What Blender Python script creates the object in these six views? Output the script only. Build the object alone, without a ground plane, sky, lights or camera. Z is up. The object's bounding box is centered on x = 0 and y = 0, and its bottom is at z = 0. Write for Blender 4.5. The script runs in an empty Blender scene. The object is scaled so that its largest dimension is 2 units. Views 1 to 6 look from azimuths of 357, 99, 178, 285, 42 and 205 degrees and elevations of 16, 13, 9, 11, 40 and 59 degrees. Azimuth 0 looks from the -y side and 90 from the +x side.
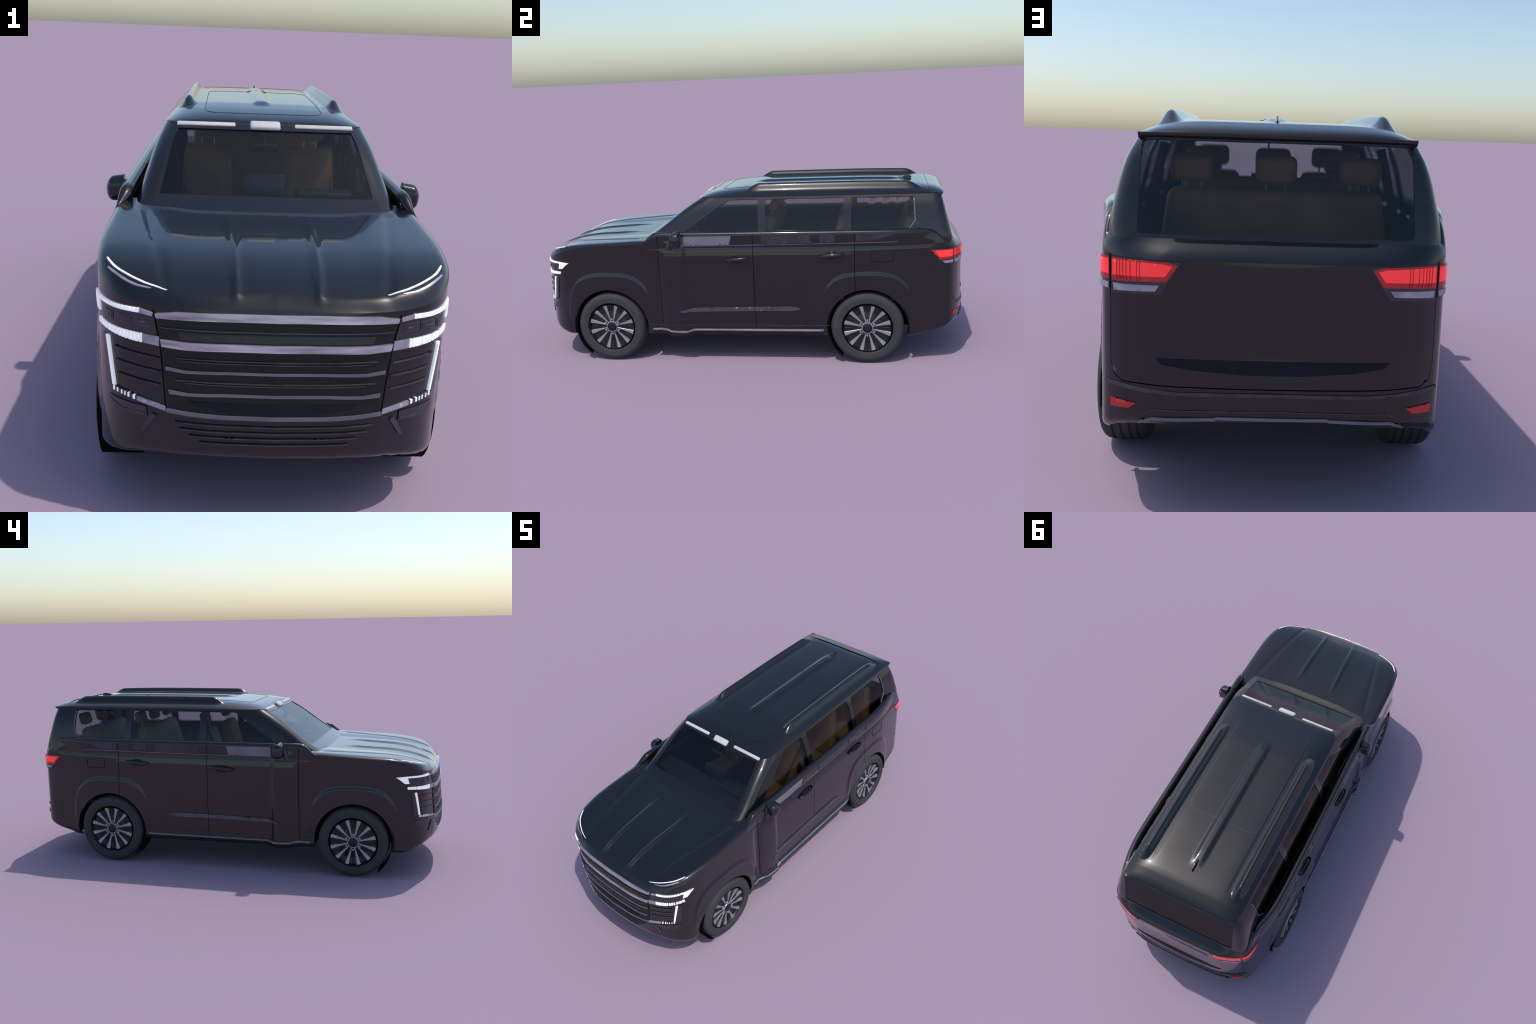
import bpy, math, random
import numpy as np
from mathutils import Vector, Matrix
from mathutils.geometry import delaunay_2d_cdt

random.seed(7)
rng = np.random.default_rng(7)
scene = bpy.context.scene


# ------------------------------------------------------------------ helpers
def smooth(a, b, x):
    t = np.clip((np.asarray(x, float) - a) / (b - a), 0, 1)
    return t * t * (3 - 2 * t)


def table(pairs):
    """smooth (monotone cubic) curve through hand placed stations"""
    xs = np.array([p[0] for p in pairs], float)
    ys = np.array([p[1] for p in pairs], float)
    d = np.diff(ys) / np.diff(xs)
    m = np.zeros(len(xs))
    m[0], m[-1] = d[0], d[-1]
    for i in range(1, len(xs) - 1):
        m[i] = 0 if d[i - 1] * d[i] <= 0 else 2 * d[i - 1] * d[i] / (d[i - 1] + d[i])

    def f(x):
        x = np.clip(np.asarray(x, float), xs[0], xs[-1])
        i = np.clip(np.searchsorted(xs, x) - 1, 0, len(xs) - 2)
        h = xs[i + 1] - xs[i]
        t = (x - xs[i]) / h
        return ((2 * t**3 - 3 * t**2 + 1) * ys[i] + (t**3 - 2 * t**2 + t) * h * m[i]
                + (-2 * t**3 + 3 * t**2) * ys[i + 1] + (t**3 - t**2) * h * m[i + 1])
    return f


def catmull(pts, n=40):
    P = np.array(pts, float)
    P = np.vstack([2 * P[0] - P[1], P, 2 * P[-1] - P[-2]])
    out = []
    for i in range(1, len(P) - 2):
        for k in range(n):
            t = k / n
            out.append(0.5 * ((2 * P[i]) + (-P[i - 1] + P[i + 1]) * t
                              + (2 * P[i - 1] - 5 * P[i] + 4 * P[i + 1] - P[i + 2]) * t * t
                              + (-P[i - 1] + 3 * P[i] - 3 * P[i + 1] + P[i + 2]) * t**3))
    out.append(P[-2])
    return np.array(out)


# ------------------------------------------------------------------ materials
def mat(name, color, rough=0.5, metal=0.0, coat=0.0, spec=0.5, emit=0.0, emit_color=None, vary=0.0, scale=8.0, bump=0.0):
    m = bpy.data.materials.new(name)
    m.use_nodes = True
    nt = m.node_tree
    b = nt.nodes["Principled BSDF"]
    b.inputs["Base Color"].default_value = (*color, 1)
    b.inputs["Roughness"].default_value = rough
    b.inputs["Metallic"].default_value = metal
    b.inputs["Coat Weight"].default_value = coat
    b.inputs["Coat Roughness"].default_value = 0.035
    b.inputs["Specular IOR Level"].default_value = spec
    if emit > 0:
        b.inputs["Emission Color"].default_value = (*(emit_color or color), 1)
        b.inputs["Emission Strength"].default_value = emit
    if vary > 0 or bump > 0:
        tc = nt.nodes.new("ShaderNodeTexCoord")
        nz = nt.nodes.new("ShaderNodeTexNoise")
        nz.inputs["Scale"].default_value = scale
        nz.inputs["Detail"].default_value = 5
        nt.links.new(tc.outputs["Object"], nz.inputs["Vector"])
        if vary > 0:
            rp = nt.nodes.new("ShaderNodeValToRGB")
            rp.color_ramp.elements[0].position = 0.3
            rp.color_ramp.elements[1].position = 0.7
            rp.color_ramp.elements[0].color = (*[c * (1 - vary) for c in color], 1)
            rp.color_ramp.elements[1].color = (*[min(1, c * (1 + vary)) for c in color], 1)
            nt.links.new(nz.outputs["Fac"], rp.inputs["Fac"])
            nt.links.new(rp.outputs["Color"], b.inputs["Base Color"])
        if bump > 0:
            bp = nt.nodes.new("ShaderNodeBump")
            bp.inputs["Strength"].default_value = bump
            bp.inputs["Distance"].default_value = 0.002
            nt.links.new(nz.outputs["Fac"], bp.inputs["Height"])
            nt.links.new(bp.outputs["Normal"], b.inputs["Normal"])
    return m


def glass_mat(name, tint):
    """thin tinted pane: straight-through refraction plus a clear share that lets sunlight in, mirror-like at grazing angles"""
    m = bpy.data.materials.new(name)
    m.use_nodes = True
    nt = m.node_tree
    for n in list(nt.nodes):
        nt.nodes.remove(n)
    new = nt.nodes.new
    out, rf, tr, gl = new("ShaderNodeOutputMaterial"), new("ShaderNodeBsdfRefraction"), new("ShaderNodeBsdfTransparent"), new("ShaderNodeBsdfGlossy")
    face = [c ** .5 for c in tint]
    rf.inputs["Color"].default_value = (*face, 1)
    rf.inputs["IOR"].default_value = 1.02
    rf.inputs["Roughness"].default_value = 0.0
    tr.inputs["Color"].default_value = (*face, 1)
    gl.inputs["Roughness"].default_value = 0.04
    lw, pw, fr = new("ShaderNodeLayerWeight"), new("ShaderNodeMath"), new("ShaderNodeMath")
    lw.inputs["Blend"].default_value = 0.5
    pw.operation, fr.operation = 'POWER', 'MULTIPLY_ADD'
    pw.inputs[1].default_value = 5.0
    fr.inputs[1].default_value, fr.inputs[2].default_value = 0.9, 0.028
    nt.links.new(lw.outputs["Facing"], pw.inputs[0])
    nt.links.new(pw.outputs[0], fr.inputs[0])
    m1, m2 = new("ShaderNodeMixShader"), new("ShaderNodeMixShader")
    m1.inputs[0].default_value = 0.48
    nt.links.new(rf.outputs[0], m1.inputs[1])
    nt.links.new(tr.outputs[0], m1.inputs[2])
    nt.links.new(fr.outputs[0], m2.inputs[0])
    nt.links.new(m1.outputs[0], m2.inputs[1])
    nt.links.new(gl.outputs[0], m2.inputs[2])
    nt.links.new(m2.outputs[0], out.inputs[0])
    return m


PAINT = mat("black_paint", (0.0058, 0.0060, 0.0080), rough=0.26, coat=1.0, spec=0.14, vary=0.12, scale=3)
BLACK = mat("black_trim", (0.006, 0.006, 0.007), rough=0.45, spec=0.4, vary=0.15, scale=20)
GAP = mat("matt_black", (0.003, 0.003, 0.0032), rough=0.9, spec=0.1, vary=0.1)
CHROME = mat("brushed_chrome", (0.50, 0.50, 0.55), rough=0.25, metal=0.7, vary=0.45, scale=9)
for n_ in CHROME.node_tree.nodes:
    if n_.type == 'TEX_NOISE':
        mp_ = CHROME.node_tree.nodes.new("ShaderNodeMapping")
        mp_.inputs["Scale"].default_value = (1.0, 1.0, 9.0)
        CHROME.node_tree.links.new(n_.inputs["Vector"].links[0].from_socket, mp_.inputs["Vector"])
        CHROME.node_tree.links.new(mp_.outputs["Vector"], n_.inputs["Vector"])
DULL = mat("dull_metal_trim", (0.16, 0.165, 0.19), rough=0.38, metal=0.4, vary=0.2, scale=9)
FINE = mat("grey_trim_line", (0.055, 0.052, 0.06), rough=0.4, metal=0.2, vary=0.3, scale=30)
TYRE = mat("tyre_rubber", (0.042, 0.044, 0.046), rough=0.75, spec=0.35, vary=0.08, scale=25, bump=0.1)
ALLOY = mat("machined_alloy", (0.36, 0.355, 0.385), rough=0.35, metal=0.55, vary=0.1, scale=20)
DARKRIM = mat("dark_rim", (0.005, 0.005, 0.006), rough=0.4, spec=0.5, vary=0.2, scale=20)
BRAKE = mat("brake_metal", (0.016, 0.016, 0.018), rough=0.5, metal=0.3, vary=0.3, scale=40)
WHITE_LAMP = mat("white_running_light", (0.85, 0.86, 0.9), rough=0.3, emit=0.33, emit_color=(0.95, 0.96, 1.0))
SOFT_LAMP = mat("dim_running_light", (0.36, 0.36, 0.42), rough=0.3, metal=0.3, vary=0.25, scale=30)
LENS = mat("smoked_lamp_lens", (0.02, 0.02, 0.026), rough=0.15, coat=0.5)
LAMPRIM = mat("lamp_reflector_rim", (0.09, 0.09, 0.11), rough=0.3, metal=0.4)
RED = mat("red_tail_lens", (0.75, 0.03, 0.03), rough=0.2, emit=0.42, emit_color=(1.0, 0.05, 0.05), vary=0.3, scale=16)
DARKRED = mat("dark_red_lens", (0.28, 0.014, 0.02), rough=0.25, emit=0.10, emit_color=(1, 0.05, 0.05), vary=0.2, scale=12)
CREAM = mat("cream_visor", (0.60, 0.57, 0.53), rough=0.8, vary=0.08, scale=60, bump=0.3)
TAN = mat("tan_leather", (0.36, 0.21, 0.085), rough=0.6, vary=0.2, scale=10, bump=0.2)
DARKCABIN = mat("dark_cabin_plastic", (0.014, 0.0145, 0.017), rough=0.6, vary=0.2, scale=12)
SCREEN = mat("dash_screen", (0.02, 0.022, 0.028), rough=0.3)
NAVY = mat("navy_sky_reflection", (0.005, 0.008, 0.013), rough=0.5, spec=0.2, vary=0.15, scale=15)  # dark blue of a sky reflection put into the colour
OLIVE = mat("olive_texture_tint", (0.017, 0.019, 0.017), rough=0.5, vary=0.2, scale=60)  # greenish tint of a patch of top-projected texture
BAND_LIGHT = mat("pale_baked_reflection", (0.16, 0.155, 0.195), rough=0.2, vary=0.15, scale=10)  # window reflection put into the colour as pale grey
BAND_DARK = mat("dim_baked_reflection", (0.032, 0.030, 0.040), rough=0.2, vary=0.35, scale=12)  # darker part of the same painted window reflection
GLASS = glass_mat("tinted_side_glass", (.51, .53, .55))
WGLASS = glass_mat("windshield_glass", (.66, .68, .70))
RGLASS = glass_mat("dark_rear_glass", (.48, .50, .54))

# ------------------------------------------------------------------ objects
ROOT = bpy.data.objects.new("sport_utility_vehicle", None)
scene.collection.objects.link(ROOT)
ROOT["label"] = "large black off-road car with chrome grille, tinted windows, roof rails"
ROOT["category"] = "car"


def add(name, verts, faces, material, parent=None, sharp_edges=None, angle=None, smooth_shade=True):
    me = bpy.data.meshes.new(name)
    me.from_pydata([tuple(map(float, v)) for v in verts], [], [tuple(map(int, f)) for f in faces])
    me.update()
    me.materials.append(material)
    if smooth_shade:
        me.polygons.foreach_set("use_smooth", [True] * len(me.polygons))
        if angle is not None:
            me.set_sharp_from_angle(angle=math.radians(angle))
        if sharp_edges:
            att = me.attributes.get("sharp_edge") or me.attributes.new("sharp_edge", 'BOOLEAN', 'EDGE')
            keys = {}
            for e in me.edges:
                keys[tuple(sorted(e.vertices))] = e.index
            for e in sharp_edges:
                i = keys.get(tuple(sorted(e)))
                if i is not None:
                    att.data[i].value = True
    ob = bpy.data.objects.new(name, me)
    scene.collection.objects.link(ob)
    ob.parent = parent or ROOT
    return ob


def copy_of(ob, matrix=None, parent=None):
    o = ob.copy()
    scene.collection.objects.link(o)
    o.parent = parent or ob.parent
    if matrix is not None:
        o.matrix_local = matrix
    return o


def inside_poly(P, poly):
    x, y = P[:, 0], P[:, 1]
    res = np.zeros(len(P), bool)
    n = len(poly)
    j = n - 1
    for i in range(n):
        xi, yi = poly[i]
        xj, yj = poly[j]
        c = ((yi > y) != (yj > y)) & (x < (xj - xi) * (y - yi) / ((yj - yi) + 1e-15) + xi)
        res ^= c
        j = i
    return res


def densify(poly, sp):
    out = []
    n = len(poly)
    for i in range(n):
        a, b = np.array(poly[i], float), np.array(poly[(i + 1) % n], float)
        k = max(1, int(math.ceil(np.linalg.norm(b - a) / sp)))
        for t in range(k):
            out.append(a + (b - a) * t / k)
    return np.array(out)


def seg_dist(P, poly):
    d = np.full(len(P), 1e9)
    n = len(poly)
    for i in range(n):
        a, b = poly[i], poly[(i + 1) % n]
        ab = b - a
        t = np.clip(((P - a) @ ab) / (ab @ ab + 1e-18), 0, 1)
        d = np.minimum(d, np.hypot(*(P - a - t[:, None] * ab).T))
    return d


def clean(poly):
    out = [poly[0]]
    for p in poly[1:]:
        if np.hypot(*(np.array(p) - out[-1])) > 1e-6:
            out.append(p)
    return np.array(out)


def triangulate(poly, holes, sp):
    poly = clean(densify(poly, sp))
    holes = [clean(densify(h, sp)) for h in holes]
    lo, hi = poly.min(0), poly.max(0)
    nx, ny = max(2, int((hi[0] - lo[0]) / sp) + 1), max(2, int((hi[1] - lo[1]) / sp) + 1)
    gx, gy = np.meshgrid(np.linspace(lo[0], hi[0], nx), np.linspace(lo[1], hi[1], ny))
    G = np.stack([gx.ravel(), gy.ravel()], 1)
    G = G[inside_poly(G, poly)]
    if len(G):
        k = seg_dist(G, poly) > sp * 0.55
        for h in holes:
            k &= ~inside_poly(G, h)
            k &= seg_dist(G, h) > sp * 0.55
        G = G[k]
    V, E = [], []
    for loop in [poly] + holes:
        o = len(V)
        V += [Vector(p) for p in loop]
        E += [(o + i, o + (i + 1) % len(loop)) for i in range(len(loop))]
    V += [Vector(p) for p in G]
    res = delaunay_2d_cdt(V, E, [], 0, 1e-7)
    P = np.array([tuple(v) for v in res[0]])
    F = np.array([f for f in res[2] if len(f) == 3])
    c = P[F].mean(1)
    k = inside_poly(c, poly)
    for h in holes:
        k &= ~inside_poly(c, h)
    F = F[k]
    return P, F


def panel(name, poly, holes, fmap, material, sp=0.01, thick=0.006, off=0.0, flip=False, parent=None, mirror=False):
    """sheet of real thickness: a polygon of the unrolled surface, mapped to space"""
    P, F = triangulate(poly, holes, sp)
    e = 1e-4

    def full(Q):
        return fmap(Q[:, 0], Q[:, 1])
    X = full(P)
    du = full(P + [e, 0]) - full(P - [e, 0])
    dv = full(P + [0, e]) - full(P - [0, e])
    N = np.cross(du, dv)
    N /= np.linalg.norm(N, axis=1)[:, None] + 1e-12
    if flip:
        N = -N
    top = X + N * off
    bot = X + N * (off - thick)
    tn = np.cross(top[F[:, 1]] - top[F[:, 0]], top[F[:, 2]] - top[F[:, 0]])
    bad = (tn * N[F[:, 0]]).sum(1) < 0
    F = F.copy()
    F[bad] = F[bad][:, ::-1]
    n = len(P)
    cnt = {}
    for f in F:
        for a, b in ((f[0], f[1]), (f[1], f[2]), (f[2], f[0])):
            cnt[(a, b)] = 1
    border = [(a, b) for a, b in cnt if (b, a) not in cnt]
    faces = [tuple(f) for f in F] + [(f[2] + n, f[1] + n, f[0] + n) for f in F]
    sharp = []
    for a, b in border:
        faces.append((b, a, a + n, b + n))
        sharp += [(a, b), (a + n, b + n)]
    V = np.vstack([top, bot])
    if mirror:
        V = V * [-1, 1, 1]
        faces = [f[::-1] for f in faces]
    return add(name, V, faces, material, parent, sharp)


def both(name, poly, holes, fmap, material, **k):
    panel(name, poly, holes, fmap, material, **k)
    panel(name, poly, holes, fmap, material, mirror=True, **k)


def grid_mesh(name, rows, material, parent=None, closed=False, angle=40, caps=False, mirror=False, flip=False):
    R = np.array(rows)
    a, b = R.shape[:2]
    V = R.reshape(-1, 3)
    faces = []
    for i in range(a - 1):
        for j in range(b if closed else b - 1):
            k = (j + 1) % b
            faces.append((i * b + j, i * b + k, (i + 1) * b + k, (i + 1) * b + j))
    if caps:
        faces.append(tuple(range(b))[::-1])
        faces.append(tuple((a - 1) * b + j for j in range(b)))
    if mirror:
        V = V * [-1, 1, 1]
    if mirror != flip:
        faces = [f[::-1] for f in faces]
    return add(name, V, faces, material, parent, angle=angle)


def rounded_box(name, center, size, r, material, parent=None, seg=3, rot=None, taper=None):
    import bmesh
    bm = bmesh.new()
    bmesh.ops.create_cube(bm, size=1)
    for v in bm.verts:
        v.co = Vector((v.co.x * size[0], v.co.y * size[1], v.co.z * size[2]))
        if taper and v.co.z > 0:
            v.co.x *= taper[0]
            v.co.y *= taper[1]
    bmesh.ops.bevel(bm, geom=list(bm.edges), offset=r, segments=seg, profile=0.5, affect='EDGES')
    M = Matrix.Translation(center)
    if rot:
        M = M @ rot
    bmesh.ops.transform(bm, matrix=M, verts=bm.verts)
    V = [v.co[:] for v in bm.verts]
    bm.verts.index_update()
    F = [[v.index for v in f.verts] for f in bm.faces]
    bm.free()
    return add(name, V, F, material, parent, angle=50)


def tube(name, path, radius, material, parent=None, n=10, caps=True, squash=1.0):
    path = np.array(path, float)
    rows = []
    for i, p in enumerate(path):
        t = path[min(i + 1, len(path) - 1)] - path[max(i - 1, 0)]
        t /= np.linalg.norm(t)
        up = np.array([0, 0, 1.0]) if abs(t[2]) < 0.9 else np.array([1.0, 0, 0])
        a = np.cross(t, up)
        a /= np.linalg.norm(a)
        b = np.cross(a, t)
        rr = radius[i] if hasattr(radius, '__len__') else radius
        rows.append([p + rr * (math.cos(q) * a + squash * math.sin(q) * b) for q in np.linspace(0, 2 * math.pi, n, endpoint=False)])
    return grid_mesh(name, rows, material, parent, closed=True, caps=caps, angle=50)


# ------------------------------------------------------------------ lower body surface
WY = {"f": -0.622, "r": 0.568}
WZ, RT, RA = 0.162, 0.162, 0.179

OUT = catmull([(0, -1.0), (.12, -.993), (.20, -.977), (.245, -.960), (.29, -.937), (.33, -.905), (.357, -.865), (.372, -.82), (.381, -.74),
               (.385, -.62), (.386, -.4), (.386, -.1), (.386, .2), (.386, .45), (.384, .58), (.378, .69), (.363, .79), (.351, .86),
               (.343, .902), (.333, .927), (.311, .946), (.27, .967), (.20, .987), (.10, .996), (0, .999)], 30)
SL = np.concatenate([[0], np.cumsum(np.hypot(*np.diff(OUT, axis=0).T))])
LEN = SL[-1]
TAN_ = np.gradient(OUT, SL, axis=0)


def base(s):
    s = np.asarray(s, float)
    sg = np.where((s < 0) | (s > LEN), -1.0, 1.0)
    a = np.abs(s)
    a = np.where(a > LEN, 2 * LEN - a, a)
    x, y = np.interp(a, SL, OUT[:, 0]), np.interp(a, SL, OUT[:, 1])
    tx, ty = np.interp(a, SL, TAN_[:, 0]), np.interp(a, SL, TAN_[:, 1])
    l = np.hypot(tx, ty)
    mid_ = smooth(0, .06, np.minimum(a, LEN - a))
    return x, y, ty / l * mid_, -tx / l, sg


imid = int(np.argmax(OUT[:, 0]))
_ys = OUT[:, 1]


def s_y(y):
    return float(np.interp(y, _ys, SL))


def s_xf(x):
    h = len(OUT) // 3
    return math.copysign(float(np.interp(abs(x), OUT[:h, 0], SL[:h])), x)


def s_xr(x):
    """rear: grows past LEN on the mirrored side"""
    h = 2 * len(OUT) // 3
    a = float(np.interp(-abs(x), -OUT[h:, 0], SL[h:]))
    return a if x >= 0 else 2 * LEN - a


front_dy = table([(.08, .02), (.17, .008), (.21, .005), (.27, .004), (.295, .008), (.385, .015), (.415, .016), (.44, .021), (.475, .027), (.50, .037), (.56, .05)])
rear_dy = table([(.10, -.014), (.2, -.004), (.255, -.003), (.268, -.002), (.30, -.006), (.34, -.012), (.42, -.014), (.46, -.011), (.49, -.008), (.53, -.012)])
zb_y = table([(-1.0, .160), (-.985, .159), (-.95, .150), (-.92, .137), (-.87, .123), (-.83, .118), (-.7, .122), (-.4, .126), (.3, .126), (.6, .118), (.76, .116),
              (.82, .130), (.90, .150), (.935, .166), (.96, .178), (1.0, .190)])
zt_y = table([(-1.0, .480), (-.96, .482), (-.93, .488), (-.90, .497), (-.86, .512), (-.80, .531), (-.70, .546), (-.55, .553), (-.47, .556), (-.44, .561), (-.385, .588), (-.36, .590),
              (.70, .590), (.83, .589), (.87, .576), (.90, .548), (.925, .524), (.95, .514), (1.0, .512)])


def flare(y, z):
    o = np.zeros_like(y)
    for c in WY.values():
        g = (np.abs((y - c) / .21)**3.2 + np.abs((z - WZ) / .256)**3.2)**(1 / 3.2)
        o = np.maximum(o, (1 - smooth(.945, .995, g)) * .0045 + .0018 * np.exp(-((g - .955) / .030)**2))
    return o * smooth(.16, .24, z)


def body(s, z):
    x, y, nx, ny, sg = base(s)
    fw = smooth(-.80, -.93, y)
    mid = np.clip(1 - (x / .31)**2, 0, 1)
    y2 = y + fw * front_dy(z) * mid
    rw = smooth(.80, .93, y)
    y2 = y2 + rw * rear_dy(z) * np.clip(1 - (x / .22)**2, 0, 1)
    # gentle turn under at the lower edge
    zb = zb_y(y)
    r = .018 + .006 * fw
    u = np.clip((zb + r - z) / r, 0, 1)
    inset = r * (1 - np.sqrt(np.clip(1 - u * u, 0, 1))) * .7
    # door mirror column: a swelling that runs down the door under the mirror
    col = smooth(-.41, -.265, y)**1.2 * (1 - smooth(-.257, -.243, y))
    swell = .013 * col * (1 - smooth(.53, .58, z))
    # shoulder crease and lower side tuck
    side = smooth(-.86, -.78, y) * (1 - smooth(.80, .88, y))
    shoulder = (-.0035 * smooth(.488, .522, z) * (1 - smooth(.45, .70, y)) - .005 * np.exp(-((z - .5375) / .009)**2)) * smooth(-.47, -.37, y)
    tuck = -.004 * smooth(.30, .14, z) - .009 * np.exp(-((y + .385) / .022)**2) * smooth(.54, .48, z)
    lean = -.009 * smooth(.74, .86, y) * smooth(.52, .60, z)
    o = flare(y, z) + swell + side * (shoulder + tuck) + lean - inset
    X = sg * (x + nx * o)
    Y = y2 + ny * o
    return np.stack([X, Y, np.broadcast_to(z, X.shape)], -1)


def arch(c, r=RA, n=64):
    return [(s_y(c + r * math.cos(a)), WZ + r * math.sin(a)) for a in np.linspace(0, 2 * math.pi, n, endpoint=False)]


def strip_poly(s0, s1, z0=None, z1=None, n=60):
    """area between lower and upper body edge from s0 to s1"""
    ss = np.linspace(s0, s1, n)
    yy = base(ss)[1]
    lo = zb_y(yy) if z0 is None else np.full(n, z0)
    hi = zt_y(yy) if z1 is None else np.full(n, z1)
    return [(a, b) for a, b in zip(ss, lo)] + [(a, b) for a, b in zip(ss[::-1], hi[::-1])]


G = .0012
S_BUMP = s_y(-.80)
S_FD, S_RD, S_Q = s_y(-.372), s_y(.066), s_y(.517)
S_TG = s_xr(.319)
ARF, ARR = arch(WY["f"]), arch(WY["r"])

panel("front_bumper", strip_poly(-S_BUMP, S_BUMP, n=180), [ARF, [(-a, b) for a, b in ARF]], body, PAINT, sp=.0075)
both("front_fender", strip_poly(S_BUMP, S_FD - G), [ARF], body, PAINT, sp=.0085)
both("front_door", strip_poly(S_FD + G, S_RD - G), [], body, PAINT, sp=.0085)
both("rear_door", strip_poly(S_RD + G, S_Q - G), [ARR], body, PAINT, sp=.0085)
S_RB = s_y(.86)
qz = .264
both("rear_quarter_panel", strip_poly(S_Q + G, S_RB), [ARR], body, PAINT, sp=.0085)
# rear: tailgate in the middle, bumper around and below it
ss = np.linspace(S_RB, 2 * LEN - S_RB, 120)
yy = base(ss)[1]
tg_lo = .268
tail_poly = [(S_TG + .03, tg_lo), (2 * LEN - S_TG - .03, tg_lo), (2 * LEN - S_TG - .008, tg_lo + .012), (2 * LEN - S_TG, tg_lo + .04)]
st = np.linspace(2 * LEN - S_TG, S_TG, 40)
tail_poly += [(a, zt_y(base(a)[1]).item()) for a in st] + [(S_TG, tg_lo + .04), (S_TG + .008, tg_lo + .012)]
panel("tailgate", tail_poly, [], body, PAINT, sp=.009)
rb = [(a, b) for a, b in zip(ss, zb_y(yy))]
right = [a for a in ss[::-1] if a > 2 * LEN - S_TG + G]
left = [a for a in ss[::-1] if a < S_TG - G]
rb += [(a, zt_y(base(a)[1]).item()) for a in right]
rb += [(2 * LEN - S_TG + G, .512), (2 * LEN - S_TG + G, tg_lo + .04), (2 * LEN - S_TG - .007, tg_lo + .0105), (2 * LEN - S_TG - .03, tg_lo - 2 * G),
       (S_TG + .03, tg_lo - 2 * G), (S_TG + .007, tg_lo + .0105), (S_TG - G, tg_lo + .04), (S_TG - G, .512)]
rb += [(a, zt_y(base(a)[1]).item()) for a in left]
panel("rear_bumper", rb, [], body, PAINT, sp=.0085)

# dark inner shell behind the panel gaps
IS0, IS1 = s_y(-.44), s_y(.385)
both("inner_door_shell", strip_poly(IS0, IS1, .15, .53), [], body, GAP, sp=.03, thick=.006, off=-.014)
panel("inner_tailgate_shell", [(S_TG - .03, .21), (2 * LEN - S_TG + .03, .21), (2 * LEN - S_TG + .03, .50), (S_TG - .03, .50)], [], body, GAP, sp=.03, thick=.006, off=-.014)
both("inner_door_shell", strip_poly(s_y(.49), s_y(.54), .36, .53), [], body, GAP, sp=.02, thick=.006, off=-.014)

# ------------------------------------------------------------------ sill lip over the doors (open trench to the glass)
sy = np.linspace(s_y(-.455), s_y(.885), 170)
rows = []
for s in sy:
    y0 = float(base(s)[1])
    zt = float(zt_y(y0))
    p = body(np.array([s]), np.array([zt]))[0]
    _, _, nx, ny, _ = base(np.array([s]))
    n2 = np.array([nx[0], ny[0], 0])
    w = .0165 * float(smooth(-.46, -.39, y0)) * float(1 - .8 * smooth(.80, .885, y0)) + .0008
    prof = [(w - w * math.cos(a), w * math.sin(a)) for a in np.linspace(0, math.pi, 11)]
    prof += [(2 * w, -.03), (2 * w, -.10)]
    rows.append([p - n2 * d + np.array([0, 0, h]) for d, h in prof])
grid_mesh("door_sill", rows, PAINT, angle=60, flip=True)
grid_mesh("door_sill", rows, PAINT, angle=60, mirror=True, flip=True)

# ------------------------------------------------------------------ hood
hood_h = table([(-1.0, .484), (-.975, .488), (-.95, .499), (-.92, .512), (-.88, .528), (-.83, .5405), (-.76, .5505), (-.68, .5555), (-.58, .5605), (-.50, .5645), (-.44, .567), (-.38, .568)])


def hood_relief(x, y):
    t = (y + .93) / .39
    xr = .083 + .0145 * t
    fade = smooth(-.985, -.90, y) * (1 - smooth(-.64, -.50, y))
    ridge = .006 * np.exp(-((np.abs(x) - xr) / .0085)**2) * fade
    xc = .225 + .085 * (y + .92) / .45
    step = .0008 * smooth(-.012, .02, np.abs(x) - xc) - .003 * np.exp(-((np.abs(x) - xc) / .010)**2)
    ridge = ridge - .0035 * (1 - smooth(.17, .26, np.abs(x))) * smooth(-.95, -.85, y)
    return ridge + step * smooth(-.97, -.90, y) * (1 - smooth(-.50, -.45, y))


def hood_point(s, d):
    """d metres inward from the upper edge of the body wall"""
    y0 = float(base(s)[1])
    B = body(np.array([s]), np.array([min(float(zt_y(y0)), .5570)]))[0]
    ty = float(np.clip(B[1] - .05 * smooth(-.60, -.42, B[1]), -.86, -.30))
    ln = np.hypot(B[0], B[1] - ty)
    if d is None:
        return ln
    frontness = float(smooth(-.88, -.95, y0))
    D = .036 + .010 * frontness
    pw = 3.6 - 1.4 * frontness
    q = d / ln
    x, y = B[0] * (1 - q), B[1] + (ty - B[1]) * q
    k = min(max(d, 0) / D, 1)
    g = 1 - (1 - k)**pw
    return np.array([x, y, B[2] + (float(hood_h(y)) - B[2]) * g + float(hood_relief(x, y)) * float(smooth(.0, .05, d))])


hs = np.linspace(-s_y(-.365), s_y(-.365), 360)
rows = []
for s in hs:
    ln = hood_point(s, None)
    rows.append([hood_point(s, ln * q) for q in np.concatenate([np.linspace(0, .3, 18)**1.35 / .3**.35, np.linspace(.3, 1, 40)[1:]])])
grid_mesh("hood", rows, PAINT, angle=60)

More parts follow.
